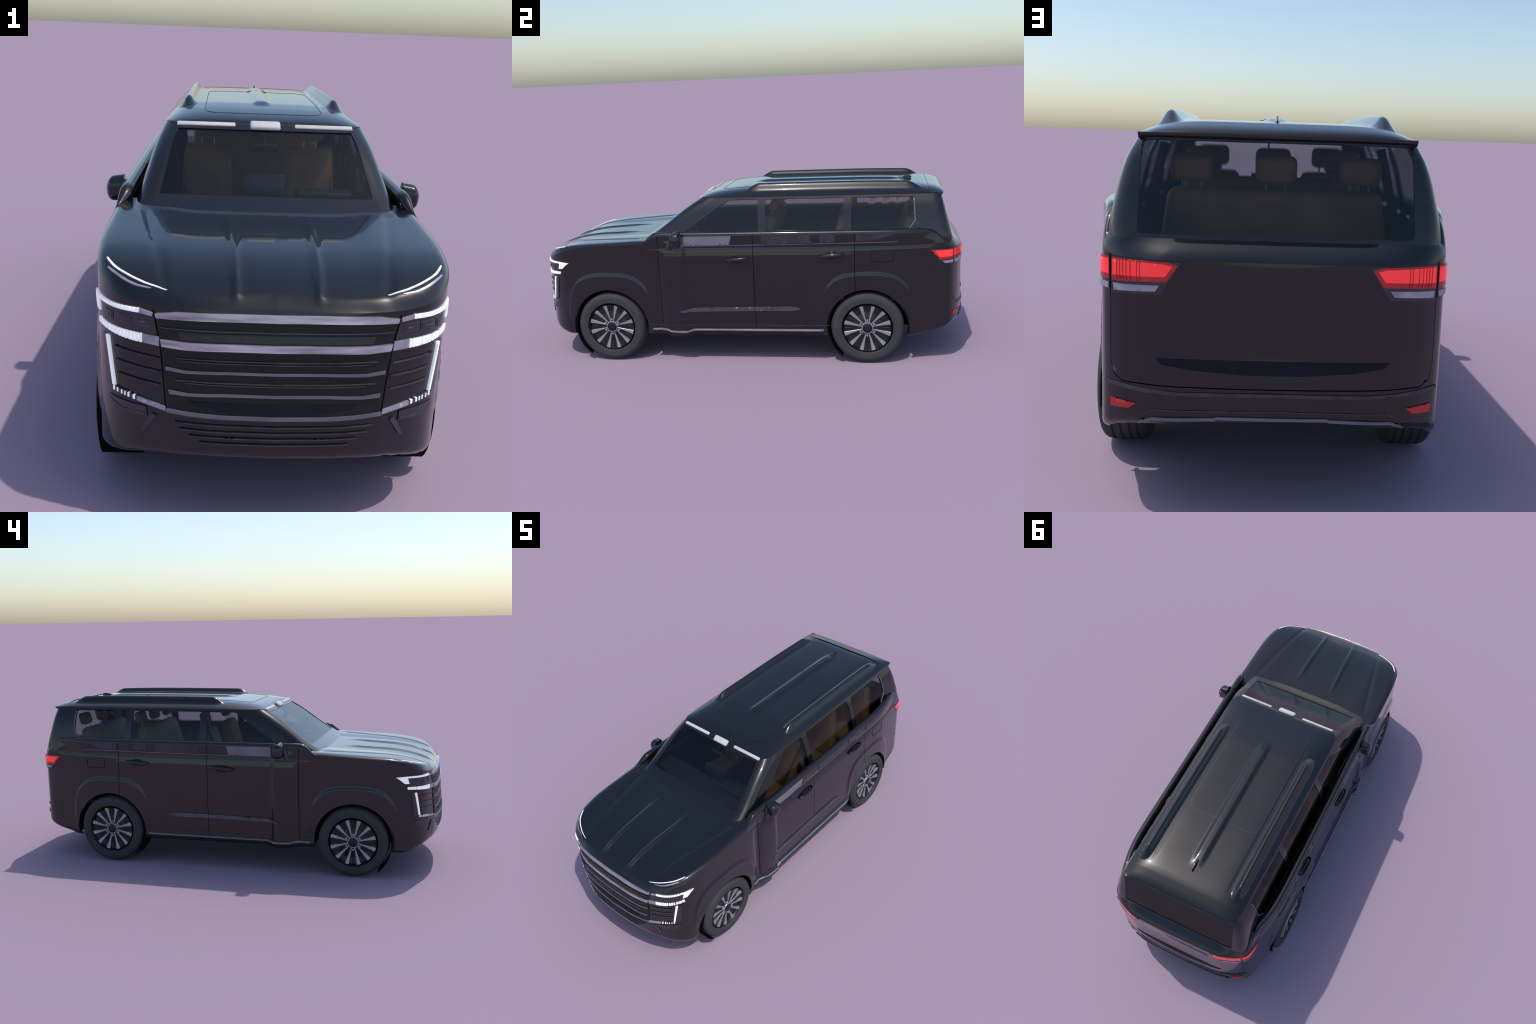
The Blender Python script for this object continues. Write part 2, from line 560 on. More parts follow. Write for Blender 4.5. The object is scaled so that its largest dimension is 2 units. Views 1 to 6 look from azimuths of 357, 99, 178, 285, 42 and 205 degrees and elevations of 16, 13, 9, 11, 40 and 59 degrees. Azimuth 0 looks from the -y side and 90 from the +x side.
# ------------------------------------------------------------------ greenhouse surface
p1x = table([(.48, .350), (.558, .341), (.583, .335), (.65, .317), (.70, .302), (.746, .282)])
p1y = table([(.48, -.50), (.558, -.445), (.583, -.415), (.613, -.370), (.65, -.322), (.70, -.250), (.746, -.176)])
yfc = table([(.48, -.54), (.55, -.494), (.565, -.466), (.575, -.442), (.59, -.415), (.613, -.381), (.64, -.343), (.69, -.276), (.72, -.232), (.746, -.188)])
p2x = table([(.48, .334), (.52, .333), (.557, .331), (.65, .315), (.70, .300), (.746, .275)])
p2y = table([(.48, .918), (.52, .922), (.557, .924), (.65, .911), (.746, .893)])
yrc = table([(.48, .957), (.515, .955), (.532, .952), (.557, .945), (.65, .920), (.746, .896)])
GA, GB, GC, GD, GE = .25, .33, 1.43, 1.49, 1.75  # front | corner | side | corner | rear


def ghouse(u, z):
    """u: 0 windshield centre ... side ... GE rear centre; mirrored for u<0 or u>GE"""
    u = np.asarray(u, float)
    z = np.broadcast_to(np.asarray(z, float), u.shape)
    sg = np.where((u < 0) | (u > GE), -1.0, 1.0)
    u = np.abs(u)
    u = np.where(u > GE, 2 * GE - u, u)
    x1, y1, x2, y2 = p1x(z), p1y(z), p2x(z), p2y(z)
    yf, yr = yfc(z), yrc(z)
    rf, rr = .045, .035
    # tangent points around the two rounded corners
    ax = x1 - rf
    ay = yf + (y1 - yf) * np.clip(ax / x1, 0, 1) * .35
    sd = np.stack([x2 - x1, y2 - y1], -1)
    sl = np.linalg.norm(sd, axis=-1)
    bx, by = x1 + sd[..., 0] / sl * rf * 1.5, y1 + sd[..., 1] / sl * rf * 1.5
    cx, cy = x2 - sd[..., 0] / sl * rr, y2 - sd[..., 1] / sl * rr
    dx = x2 - rr
    dy = yr + (y2 - yr) * .22
    # front
    t = np.clip(u / GA, 0, 1)
    Fx, Fy = ax * t, yf + (ay - yf) * t**3
    # corner 1 (quadratic bezier)
    t = np.clip((u - GA) / (GB - GA), 0, 1)
    kx, ky = x1, y1 * .6 + ay * .4
    C1x = (1 - t)**2 * ax + 2 * t * (1 - t) * kx + t * t * bx
    C1y = (1 - t)**2 * ay + 2 * t * (1 - t) * ky + t * t * by
    t = np.clip((u - GB) / (GC - GB), 0, 1)
    bul = .004 * np.sin(math.pi * t)**.8
    Sx, Sy = bx + (cx - bx) * t + bul, by + (cy - by) * t
    t = np.clip((u - GC) / (GD - GC), 0, 1)
    kx, ky = x2, y2 * .5 + dy * .5
    C2x = (1 - t)**2 * cx + 2 * t * (1 - t) * kx + t * t * dx
    C2y = (1 - t)**2 * cy + 2 * t * (1 - t) * ky + t * t * dy
    t = np.clip((u - GD) / (GE - GD), 0, 1)
    Rx, Ry = dx * (1 - t), dy + (yr - dy) * (1 - (1 - t)**3)
    X = np.where(u < GA, Fx, np.where(u < GB, C1x, np.where(u < GC, Sx, np.where(u < GD, C2x, Rx))))
    Y = np.where(u < GA, Fy, np.where(u < GB, C1y, np.where(u < GC, Sy, np.where(u < GD, C2y, Ry))))
    return np.stack([sg * X, Y, z], -1)


def u_side(y, z):
    us = np.linspace(GA, GD, 400)
    q = ghouse(us, np.full(400, z))
    return float(np.interp(y, q[:, 1], us))


def u_front(x, z):
    us = np.linspace(0, GB, 200)
    q = ghouse(us, np.full(200, z))
    return math.copysign(float(np.interp(abs(x), q[:, 0], us)), x)


def u_rear(x, z):
    us = np.linspace(GC, GE, 200)
    q = ghouse(us, np.full(200, z))
    a = float(np.interp(-abs(x), -q[:, 0], us))
    return a if x >= 0 else 2 * GE - a


def window(corners, r=.008, conv=u_side):
    """rounded polygon given in (y or x, z), converted to surface coordinates"""
    out = []
    n = len(corners)
    for i in range(n):
        p0, p, p2 = [np.array(corners[(i + k) % n], float) for k in (-1, 0, 1)]
        a = p + (p0 - p) / np.linalg.norm(p0 - p) * r
        b = p + (p2 - p) / np.linalg.norm(p2 - p) * r
        for t in np.linspace(0, 1, 5):
            out.append((1 - t)**2 * a + 2 * t * (1 - t) * p + t * t * b)
    out = densify(out, .02)
    return [(conv(a, b), b) for a, b in out]


ZR = .746
win = [[(-.052, .736), (.083, .736), (.086, .565), (-.305, .565)],
       [(.118, .737), (.469, .737), (.469, .565), (.120, .565)],
       [(.502, .737), (.773, .736), (.777, .636), (.742, .588), (.742, .565), (.502, .565)]]
WIN = [window(w) for w in win]
shield = window([(-.249, .735), (.249, .735), (.278, .590), (-.278, .590)], .006, u_front)
rearw = window([(.266, .737), (-.266, .737), (-.270, .557), (.270, .557)], .01, u_rear)
mirror_u = lambda poly: [(-a, b) for a, b in poly]

# windshield frame with the two front pillars, then the sides, then the rear frame
CUT = .26  # between pillar front and side part, along the surface
panel("windshield_frame", [(-GA, .50), (GA, .50), (GA, ZR), (-GA, ZR)], [shield], ghouse, PAINT, sp=.012, thick=.008)
uB, uC = .73, 1.06
both("window_frame", [(GA, .50), (GC - .002, .50), (GC - .002, ZR), (GA, ZR)], WIN, ghouse, PAINT, sp=.012, thick=.008)
panel("rear_window_frame", [(GC - .002, .505), (2 * GE - GC + .002, .505), (2 * GE - GC + .002, ZR), (GC - .002, ZR)], [rearw], ghouse, PAINT, sp=.012, thick=.008)


def pane(name, poly, m, **k):
    panel(name, poly, [], ghouse, m, sp=.03, thick=.0012, off=-.002, **k)


pane("windshield", shield, WGLASS)
pane("rear_window", rearw, RGLASS)
for w in WIN:
    pane("side_window", w, GLASS)
    pane("side_window", w, GLASS, mirror=True)

# bright edge round the rear quarter glass
for i_, ((ya, za), (yb_, zb_)) in enumerate((((.7755, .728), (.7800, .637)), ((.7800, .637), (.7440, .590)))):
    d_ = np.array([yb_ - ya, zb_ - za])
    n_ = np.array([-d_[1], d_[0]]) / np.linalg.norm(d_) * .0022
    q_ = [(ya + n_[0], za + n_[1]), (yb_ + n_[0], zb_ + n_[1]), (yb_ - n_[0], zb_ - n_[1]), (ya - n_[0], za - n_[1])]
    both("quarter_glass_trim", [(u_side(a, b), b) for a, b in q_], [], ghouse, DULL, sp=.01, thick=.004, off=.0022)

# ------------------------------------------------------------------ roof
roof_top = table([(-.20, .7455), (-.188, .7465), (-.165, .756), (-.13, .7640), (-.08, .7710), (0, .7780), (.1, .7825), (.5, .7835), (.70, .780), (.80, .7755), (.86, .766), (.89, .756), (.915, .748)])


def roof_z(x, y):
    x = np.abs(x)
    t = (y + .16) / 1.05
    xe = .284 + .004 * np.sin(np.clip(t, 0, 1) * math.pi)**.8
    z = .7455 + (roof_top(y) - .7455) * (1 - np.clip(x / xe, 0, 1)**6.5)
    ridge = .007 * (1 - smooth(.010, .034, x)) * smooth(.02, .09, y) * (1 - smooth(.66, .76, y))
    line = -.0012 * np.exp(-((x - .185) / .006)**2) * smooth(-.05, .02, y) * (1 - smooth(.75, .80, y))
    return z + ridge + line


us = np.concatenate([np.linspace(0, GA, 26)[:-1], np.linspace(GA, GB, 14)[:-1], np.linspace(GB, GC, 110)[:-1], np.linspace(GC, GD, 12)[:-1], np.linspace(GD, GE, 26)])
us = np.concatenate([-us[::-1], us[1:]])
edge = ghouse(us, np.full(len(us), ZR))
rows = []
for B in edge:
    B = B.copy()
    ty = float(np.clip(B[1], -.02, .74))
    rear = float(smooth(.86, .90, B[1]))
    row = []
    if True:
        row.append((B[0] * 1.0, B[1], ZR - .004))
    for q in np.concatenate([np.linspace(0, .35, 22)**1.3 / .35**.3, np.linspace(.35, 1, 46)[1:]]):
        x, y = B[0] * (1 - q), B[1] + (ty - B[1]) * q
        row.append((x, y, float(roof_z(x, y)) + .0006))
    rows.append(row)
grid_mesh("roof", rows, PAINT, angle=50)

# rear spoiler lip
xs = np.linspace(-1, 1, 41)
rows = []
for a in xs:
    hw = .274
    x = a * hw
    e = 1 - .35 * max(0, abs(a) - .93) / .07
    yb = .903 + .004 * e - .004 * abs(a)**6
    prof = [(.84, .7735), (.87, .7665), (.892, .7600), (yb - .004, .7545), (yb, .7500), (yb - .001, .7455), (yb - .006, .7415), (.893, .738), (.875, .738), (.85, .742)]
    drop = (1 - (1 - abs(a)**6.5)) 
    row = []
    for i, (y, z) in enumerate(prof):
        if i < 4:
            z = .7455 + (z - .7455) * (1 - abs(a * .985)**6.5) + .001
        row.append((x, y, z))
    rows.append(row)
grid_mesh("rear_spoiler", rows, PAINT, closed=True, caps=True, angle=45, flip=True)

# tailgate ledge between lamps and rear window
rows = []
for s in np.linspace(s_y(.845), 2 * LEN - s_y(.845), 140):
    yb = float(base(s)[1])
    B = body(np.array([s]), np.array([float(zt_y(yb))]))[0]
    w = float(smooth(.845, .90, yb))
    us_ = np.linspace(GC - .10, 2 * GE - GC + .10, 300)
    zg = max(.549, float(zt_y(yb)) + .014)
    q = ghouse(us_, np.full(300, zg))
    ang = np.arctan2(q[:, 0], q[:, 1] - .80)
    Gp = np.array([np.interp(-math.atan2(B[0], B[1] - .80), -ang, q[:, i]) for i in range(3)])
    C = B * .75 + Gp * .25 + np.array([0, 0, .010])
    rows.append([B * (1 - t) ** 2 + 2 * t * (1 - t) * C + t * t * Gp for t in np.linspace(0, 1.0, 10)])
grid_mesh("tailgate_ledge", rows, PAINT, angle=60)

# roof rails: fin like bars that grow out of the roof
for sgn in (1, -1):
    rows = []
    for y in np.linspace(-.02, .835, 110):
        k = float(smooth(.005, .085, y) * (1 - smooth(.745, .825, y)))
        row = []
        for dx in np.linspace(-.042, .040, 23):
            x = .228 + dx
            prof = math.exp(-abs(dx / .0185)**2.4)
            row.append((sgn * x, y, float(roof_z(x, y)) - .0015 + k * .0275 * prof + .0012 * min(1, k * 3)))
        rows.append(row)
    grid_mesh("roof_rail", rows, PAINT, angle=70, flip=(sgn > 0))

# shark fin antenna
rows = []
for t in np.linspace(0, 1, 14):
    y = .70 + .065 * t
    h = .016 * math.sin(math.pi * min(1, t * .62 + .03))**1.2 * (1 if t < .97 else .5)
    w = .0075 * math.sin(math.pi * (t * .8 + .12))
    zb = float(roof_z(0, y)) - .002
    rows.append([(w, y, zb), (w * .75, y + .004, zb + h * .5), (w * .25, y + .008, zb + h), (-w * .25, y + .008, zb + h), (-w * .75, y + .004, zb + h * .5), (-w, y, zb)])
grid_mesh("roof_antenna", rows, PAINT, closed=True, caps=True, angle=40)

# glass roof outline: a thin trim line
loop = []
hw, y0, y1, rc = .172, -.10, .50, .04
for cx, cy, a0 in ((hw - rc, y1 - rc, 0), (-hw + rc, y1 - rc, 90), (-hw + rc, y0 + rc, 180), (hw - rc, y0 + rc, 270)):
    for a in np.linspace(a0, a0 + 90, 8):
        loop.append((cx + rc * math.cos(math.radians(a)), cy + rc * math.sin(math.radians(a))))
loop = densify(loop, .02)
rows = []
for i in range(len(loop) + 1):
    p, q = loop[i % len(loop)], loop[(i + 1) % len(loop)]
    t = (q - p) / np.linalg.norm(q - p)
    nn = np.array([t[1], -t[0]])
    rows.append([(*(p + nn * d), float(roof_z(*(p + nn * d))) + h) for d, h in ((-.0014, -.001), (-.0009, .0014), (.0009, .0014), (.0014, -.001))])
grid_mesh("sunroof_trim", rows, mat("sunroof_seal", (0.022, 0.022, 0.026), rough=0.4, vary=0.2), angle=50)

# ------------------------------------------------------------------ plates on the body surface
def plate(name, pts, m, off=.003, sp=.008, mirrored=True, conv=None, parent=None):
    poly = [(conv(a), b) for a, b in densify(pts, .012)] if conv else pts
    thick = off + .002
    panel(name, poly, [], body, m, sp=sp, thick=thick, off=off, parent=parent)
    if mirrored:
        panel(name, poly, [], body, m, sp=sp, thick=thick, off=off, mirror=True, parent=parent)


def bar(name, top, bottom, m, off=.004, conv=s_xf, mirrored=False, sp=.008):
    plate(name, list(top) + list(bottom)[::-1], m, off, sp, mirrored, conv)


def symbar(name, top, bottom, m, off=.004, sp=.008):
    t = [(-a, b) for a, b in top[::-1] if a > 0] + list(top)
    b = [(-a, c) for a, c in bottom[::-1] if a > 0] + list(bottom)
    bar(name, t, b, m, off, s_xf, False, sp)


# grille
symbar("grille_surround", [(.2, .4565), (.236, .4555)], [(.18, .262), (.212, .264)], BLACK, .0012, .012)
symbar("grille_bar", [(.10, .4755), (.199, .4738), (.240, .4672)], [(.10, .4600), (.199, .4588), (.238, .4585)], CHROME, .007)
symbar("grille_bar", [(.10, .4162), (.180, .4148), (.229, .4165)], [(.10, .4015), (.180, .3992), (.226, .4020)], CHROME, .006)
symbar("grille_slat", [(.10, .3580), (.180, .3556), (.219, .3602)], [(.10, .3532), (.180, .3500), (.218, .3530)], DULL, .005)
symbar("grille_slat", [(.10, .3120), (.174, .3085), (.212, .3120)], [(.10, .3068), (.174, .3025), (.210, .3035)], DULL, .005)
symbar("lower_grille_trim", [(.11, .2680), (.17, .2690), (.216, .2715)], [(.11, .2600), (.17, .2612), (.2165, .2640)], DULL, .005)
for z, x in ((.4395, .231), (.3805, .20), (.3752, .186), (.3342, .20), (.3300, .18), (.2440, .20), (.2300, .19), (.2170, .17), (.2040, .15)):
    symbar("grille_fin", [(x * .5, z + .0011), (x, z + .0009)], [(x * .5, z - .0009), (x, z - .0009)], FINE, .0045, .006)
symbar("grille_tint_patch", [(.10, .4345), (.195, .4335)], [(.10, .4190), (.190, .4180)], OLIVE, .0022, .01)  # greenish patch of top-projected texture laid on the ledge, not a mesh
symbar("bumper_sky_patch", [(.12, .2925), (.172, .2905)], [(.05, .2735), (.10, .2750), (.15, .2830)], NAVY, .0028, .01)  # sky reflection on the ledge, painted as a navy patch

for sg in (1, -1):
    cv = (lambda k: (lambda x: k * s_xf(x)))(sg)

    def fp(name, pts, m, off, sp=.007):
        poly = [(cv(a), b) for a, b in densify(pts, .012)]
        return panel(name, poly, [], body, m, sp=sp, thick=off + .002, off=off)
    # seam beside the grille
    fp("bumper_seam", [(.2445, .474), (.2465, .473), (.2315, .401), (.2182, .262), (.2162, .262), (.2295, .401)], GAP, .0012)
    # headlamp
    fp("headlamp_housing", [(.2440, .4625), (.285, .4675), (.345, .4665), (.3660, .466), (.3610, .4380), (.3500, .4180), (.29, .4205), (.236, .4215)], LENS, .0018)
    for xa, xb, za, zb_ in ((.2515, .2825, .4560, .4368), (.2885, .3185, .4560, .4370), (.3265, .3460, .4540, .4345)):
        o = .0022
        fp("lamp_frame", [(xa, za - .001), (xb, za), (xb - .001, zb_), (xa + .0015, zb_ - .001)], LAMPRIM, .003)
        fp("lamp_element", [(xa + o, za - .001 - o), (xb - o, za - o), (xb - .001 - o, zb_ + o), (xa + .0015 + o, zb_ + o)], LENS, .0042)
        zm = (za + zb_) / 2
        fp("lamp_reflector", [(xa + .008, zm + .0015), (xb - .008, zm + .002), (xb - .008, zm - .0018), (xa + .008, zm - .002)], LAMPRIM, .005)
    n = 11
    for i in range(n):
        a, b = .2725 + .0885 * i / n, .2725 + .0885 * (i + 1) / n - (.0006 if i % 3 else .0011)
        up = lambda x: .4728 - .0020 * (x - .2725) / .09
        dn = lambda x: .4640 - .0005 * (x - .2725) / .09
        fp("running_light", [(a, up(a)), (b, up(b)), (b, dn(b)), (a, dn(a))], WHITE_LAMP, .005)
    sg_ = sg
    wedge = [(s_xf(.3612), .4708), (s_y(-.835), .4690), (s_y(-.809), .4668), (s_y(-.826), .4560), (s_y(-.846), .4385), (s_xf(.3570), .4385), (s_xf(.3600), .4600)]
    panel("running_light", [(sg_ * a, b) for a, b in densify(wedge, .01)], [], body, WHITE_LAMP, sp=.007, thick=.007, off=.005)
    fp("running_light_end", [(.2455, .4672), (.2718, .4728), (.2718, .4637), (.2462, .4600)], SOFT_LAMP, .0048)
    fp("running_light_end", [(.2325, .4205), (.2648, .4222), (.2650, .4035), (.2308, .4016)], SOFT_LAMP, .0048)
    n = 13
    for i in range(n):
        w_ = .0965 / n
        a = .266 + w_ * i
        b = a + w_ - (.0013 if i % 3 else .0024)
        up = lambda x: .4220 + .0015 * ((x - .266) / .09)
        dn = lambda x: .4035 + .0085 * ((x - .266) / .09)**1.5
        fp("running_light_segment", [(a, up(a)), (b, up(b)), (b, dn(b)), (a, dn(a))], WHITE_LAMP, .005)
    fp("vertical_running_light", [(.3375, .3955), (.3435, .3955), (.3290, .2920), (.3235, .2920)], WHITE_LAMP, .005)
    fp("vertical_light_housing", [(.3440, .3955), (.3530, .3940), (.3440, .289), (.3300, .2890)], LENS, .003)
    fp("lower_light_trim", [(.2185, .2755), (.2760, .2848), (.2760, .2755), (.2170, .2665)], SOFT_LAMP, .005)
    fp("lower_light_trim", [(.2762, .2848), (.3275, .2915), (.3345, .2890), (.3290, .2815), (.2762, .2757)], LAMPRIM, .0045)
    for a, b in ((.280, .2845), (.292, .2955), (.300, .3025), (.307, .3095), (.316, .3185), (.3235, .327)):
        up = lambda x: .2852 + .0062 * (x - .276) / .055
        dn = lambda x: .2765 + .0058 * (x - .276) / .055
        fp("running_light_segment", [(a, up(a)), (b, up(b)), (b, dn(b)), (a, dn(a))], WHITE_LAMP, .0055)
    fp("fog_lamp_trim", [(.258, .2655), (.339, .2650), (.345, .258), (.328, .2400), (.2565, .2440)], LENS, .0025)
    fp("fog_lamp_trim", [(.262, .2530), (.310, .2490), (.335, .2590), (.325, .2430), (.260, .2470)], FINE, .0035)
    fp("bumper_fin", [(.2370, .2500), (.2470, .2540), (.262, .228), (.2705, .2070), (.2600, .2130)], FINE, .004)
    for z, x0, x1 in ((.3745, .233, .325), (.3465, .231, .322), (.3185, .230, .318)):
        fp("side_vent_fin", [(x0, z + .001), (x1, z + .006), (x1, z + .0045), (x0, z - .0008)], FINE, .0048, .005)

# highlights baked on the hood corners, copied as glowing strips; no lamps there
for sg in (1, -1):
    for name, m, path, wd in (("hood_highlight_strip", WHITE_LAMP, [(.440, .0195), (.420, .0235), (.395, .028), (.362, .038), (.331, .0455), (.300, .0465), (.272, .0460)], .0036),
                              ("hood_highlight_trim", SOFT_LAMP, [(.405, .0140), (.370, .0200), (.330, .0270), (.295, .034)], .0035)):
        P = catmull(path, 5)
        rows = []
        for i, (s, d) in enumerate(P):
            k = .35 + .65 * math.sin(math.pi * min(1, max(0, (i + .5) / len(P)))) ** .5
            ring = []
            for dd, hh in ((-1, -.0015), (-.75, .0016), (.75, .0016), (1, -.0015)):
                p = hood_point(sg * s, d + dd * wd * k)
                ring.append(p + np.array([0, -.3 * hh, hh]))
            rows.append(ring)
        grid_mesh(name, rows, m, closed=True, caps=True, angle=50, flip=(sg > 0))

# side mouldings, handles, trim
flat = lambda a, b: s_y(a)


def sp_(name, pts, m, off, sp=.009):
    plate(name, pts, m, off, sp, True, s_y)


MOULD = mat("side_highlight_moulding", (0.075, 0.078, 0.09), rough=0.35, metal=0.3, vary=0.3, scale=10)
sp_("door_highlight_moulding", [(-.292, .2395), (-.255, .248), (-.20, .2575), (.0607, .2610), (.0607, .2435), (-.20, .2385), (-.26, .2365)], MOULD, .006)  # raised strips shaped after a highlight baked on the lower doors
sp_("door_highlight_moulding", [(.0632, .2612), (.228, .2635), (.256, .2585), (.275, .2510), (.250, .2450), (.228, .2425), (.0632, .2437)], MOULD, .006)
sp_("belt_trim", [(-.33, .5450), (.0, .5470), (.30, .5500), (.52, .5530), (.70, .555), (.70, .5525), (.52, .5500), (.30, .5470), (.0, .5438), (-.33, .5418)], DULL, .0018)
sp_("rocker_trim", [(-.43, .1722), (.40, .1755), (.40, .1738), (-.43, .1705)], FINE, .0025)
sp_("window_reflection_plate", [(-.262, .5885), (-.030, .5885), (-.040, .5480), (-.262, .5465)], BAND_LIGHT, .0022)  # plates copy glass reflections baked on the band above the doors
sp_("window_reflection_plate", [(.105, .5885), (.325, .5885), (.325, .5535), (.105, .5500)], BAND_DARK, .0022)
sp_("window_reflection_plate", [(.366, .5885), (.432, .5885), (.432, .5555), (.366, .5545)], BAND_DARK, .0022)
sp_("window_reflection_plate", [(.525, .5885), (.700, .5885), (.672, .583), (.600, .5605), (.525, .5570)], BAND_DARK, .0022)
fr = [(.592, .5065), (.592, .474), (.600, .4665), (.678, .4660), (.6855, .473), (.6855, .506)]
for i in range(len(fr) - 1):
    (a, b), (c, d) = fr[i], fr[i + 1]
    l = math.hypot(c - a, d - b)
    nx_, nz_ = -(d - b) / l * .0008, (c - a) / l * .0008
    sp_("fuel_door_seam", [(a + nx_, b + nz_), (c + nx_, d + nz_), (c - nx_, d - nz_), (a - nx_, b - nz_)], GAP, .0011)


def handle(yc, zc, sgn):
    hs_ = .5 * .108
    o = body(np.array([s_y(yc)]), np.array([zc]))[0][0]
    # recess cup, then the grip
    cup = [(yc - .022, zc + .016), (yc + .022, zc + .017), (yc + .034, zc), (yc + .022, zc - .019), (yc - .022, zc - .019), (yc - .034, zc)]
    poly = window(cup, .008, lambda a, b: s_y(a))
    h = panel("handle_cup", poly, [], body, BLACK, sp=.008, thick=.003, off=.0015, mirror=(sgn < 0))
    path = [(sgn * (o + d), yc + t, zc + .002 + .004 * t / hs_) for t, d in ((-hs_, .002), (-hs_ * .9, .009), (-hs_ * .6, .013), (0, .0145), (hs_ * .6, .013), (hs_ * .9, .009), (hs_, .002))]
    g = tube("door_handle", path, [.0055, .0075, .0085, .0088, .0085, .0075, .0055], PAINT, n=12)
    h.parent = g


for sgn in (1, -1):
    handle(-.008, .482, sgn)
    handle(.417, .497, sgn)

# running boards
for sgn in (1, -1):
    rows, rows2 = [], []
    for y in np.linspace(-.425, .375, 90):
        xo = float(body(np.array([s_y(y)]), np.array([.16]))[0][0])
        k = float(smooth(-.425, -.405, y) * (1 - smooth(.36, .375, y)))
        o = .007 * k
        zt_ = .1545 - .008 * float(smooth(-.35, -.33, y) * (1 - smooth(-.25, -.22, y)))
        rows.append([(sgn * (xo + dx), y, z) for dx, z in ((-.03, zt_), (o - .004, zt_), (o, zt_ - .004), (o, zt_ - .018), (o - .006, zt_ - .027), (-.03, zt_ - .029))])
        rows2.append([(sgn * (xo + o + dx), y, z) for dx, z in ((-.006, zt_ + .0012), (-.003, zt_ + .0012), (.0015, zt_ - .003), (.0015, zt_ - .0075), (-.003, zt_ - .0085))])
    grid_mesh("running_board", rows, BLACK, closed=True, caps=True, angle=45, flip=(sgn > 0))
    grid_mesh("running_board_highlight_trim", rows2, DULL, closed=True, caps=True, angle=45, flip=(sgn > 0))  # metal strip shaped after a highlight line baked on the board

# tail lamps and rear bumper fittings
for sg in (1, -1):
    cv = (lambda k: (lambda x: s_xr(k * x)))(sg)

    def rp(name, pts, m, off, sp=.008):
        poly = [(cv(a), b) for a, b in densify(pts, .012)]
        return panel(name, poly, [], body, m, sp=sp, thick=off + .002, off=off)
    rp("tail_lamp_housing", [(.1785, .5085), (.316, .5115), (.316, .4420), (.219, .4460), (.1960, .480)], LENS, .0025)
    rp("tail_lamp_rim", [(.1845, .5035), (.206, .5090), (.314, .5100), (.314, .4655), (.206, .4710), (.197, .485)], DARKRED, .0035)
    rp("tail_lamp", [(.195, .5010), (.210, .5050), (.312, .5070), (.312, .4765), (.209, .4810), (.203, .489)], RED, .0045)
    for x in (.256, .262, .275, .283, .290, .296, .302):
        rp("tail_lamp_rib", [(x, .5075), (x + .0011, .5075), (x + .0011, .4690), (x, .4690)], DARKRED, .0056)
    rp("reversing_lamp", [(.219, .4640), (.311, .4605), (.309, .4470), (.227, .4520)], SOFT_LAMP, .0045)
    rp("bumper_reflector", [(.2640, .2262), (.3180, .2290), (.3165, .2125), (.279, .2145)], DARKRED, .004)
for sgn in (1, -1):
    P = [(s_y(.862), .5065), (s_xr(.3208), .5068), (s_xr(.3208), .4775), (s_y(.884), .4775)]
    Q = [(s_y(.842), .512), (s_xr(.3195), .512), (s_xr(.3195), .4455), (s_y(.900), .4475)]
    panel("tail_lamp_housing", Q, [], body, LENS, sp=.008, thick=.004, off=.002, mirror=(sgn < 0))
    panel("tail_lamp_rim", [(s_y(.846), .510), (s_xr(.3205), .510), (s_xr(.3205), .468), (s_y(.885), .465)], [], body, DARKRED, sp=.008, thick=.005, off=.003, mirror=(sgn < 0))
    panel("tail_lamp", P, [], body, RED, sp=.008, thick=.005, off=.004, mirror=(sgn < 0))
    panel("reversing_lamp", [(s_y(.895), .460), (s_xr(.321), .461), (s_xr(.321), .449), (s_y(.905), .450)], [], body, SOFT_LAMP, sp=.008, thick=.005, off=.004, mirror=(sgn < 0))
sky_poly = [(s_xr(a), b) for a, b in densify([(.226, .3215), (-.226, .3215), (-.215, .310), (-.15, .300), (-.06, .294), (.06, .294), (.15, .300), (.215, .310)], .015)]
panel("bumper_sky_patch", sky_poly, [], body, NAVY, sp=.012, thick=.004, off=.0015)  # navy patch copies sky reflection baked on the upward-facing ledge
lip = [(.33, .262), (.25, .2555), (.19, .2535), (0, .2560), (-.19, .2535), (-.25, .2555), (-.33, .262)]
lp = [(s_xr(a), b + .0022) for a, b in densify(lip[:-1] + [lip[-1]], .02)[:-14]]
top_l = [(s_xr(a), b + .003) for a, b in lip]
bot_l = [(s_xr(a), b - .004) for a, b in lip][::-1]
panel("bumper_ledge_highlight", top_l + bot_l, [], body, FINE, sp=.01, thick=.005, off=.003)  # grey strip painted where the highlight runs along the ledge
low = [(.262, .186), (.232, .1965), (.11, .2025), (.108, .2045), (-.108, .2045), (-.11, .2025), (-.232, .1965), (-.262, .186)]
panel("bumper_lower_trim", [(s_xr(a), b + .0055) for a, b in low] + [(s_xr(a), b) for a, b in low][::-1], [], body, DULL, sp=.01, thick=.006, off=.0035)
crease = [(.255, .205), (.225, .2180), (.0, .2230), (-.225, .2180), (-.255, .205)]
panel("bumper_crease", [(s_xr(a), b + .0009) for a, b in crease] + [(s_xr(a), b - .0009) for a, b in crease][::-1], [], body, FINE, sp=.01, thick=.004, off=.002)

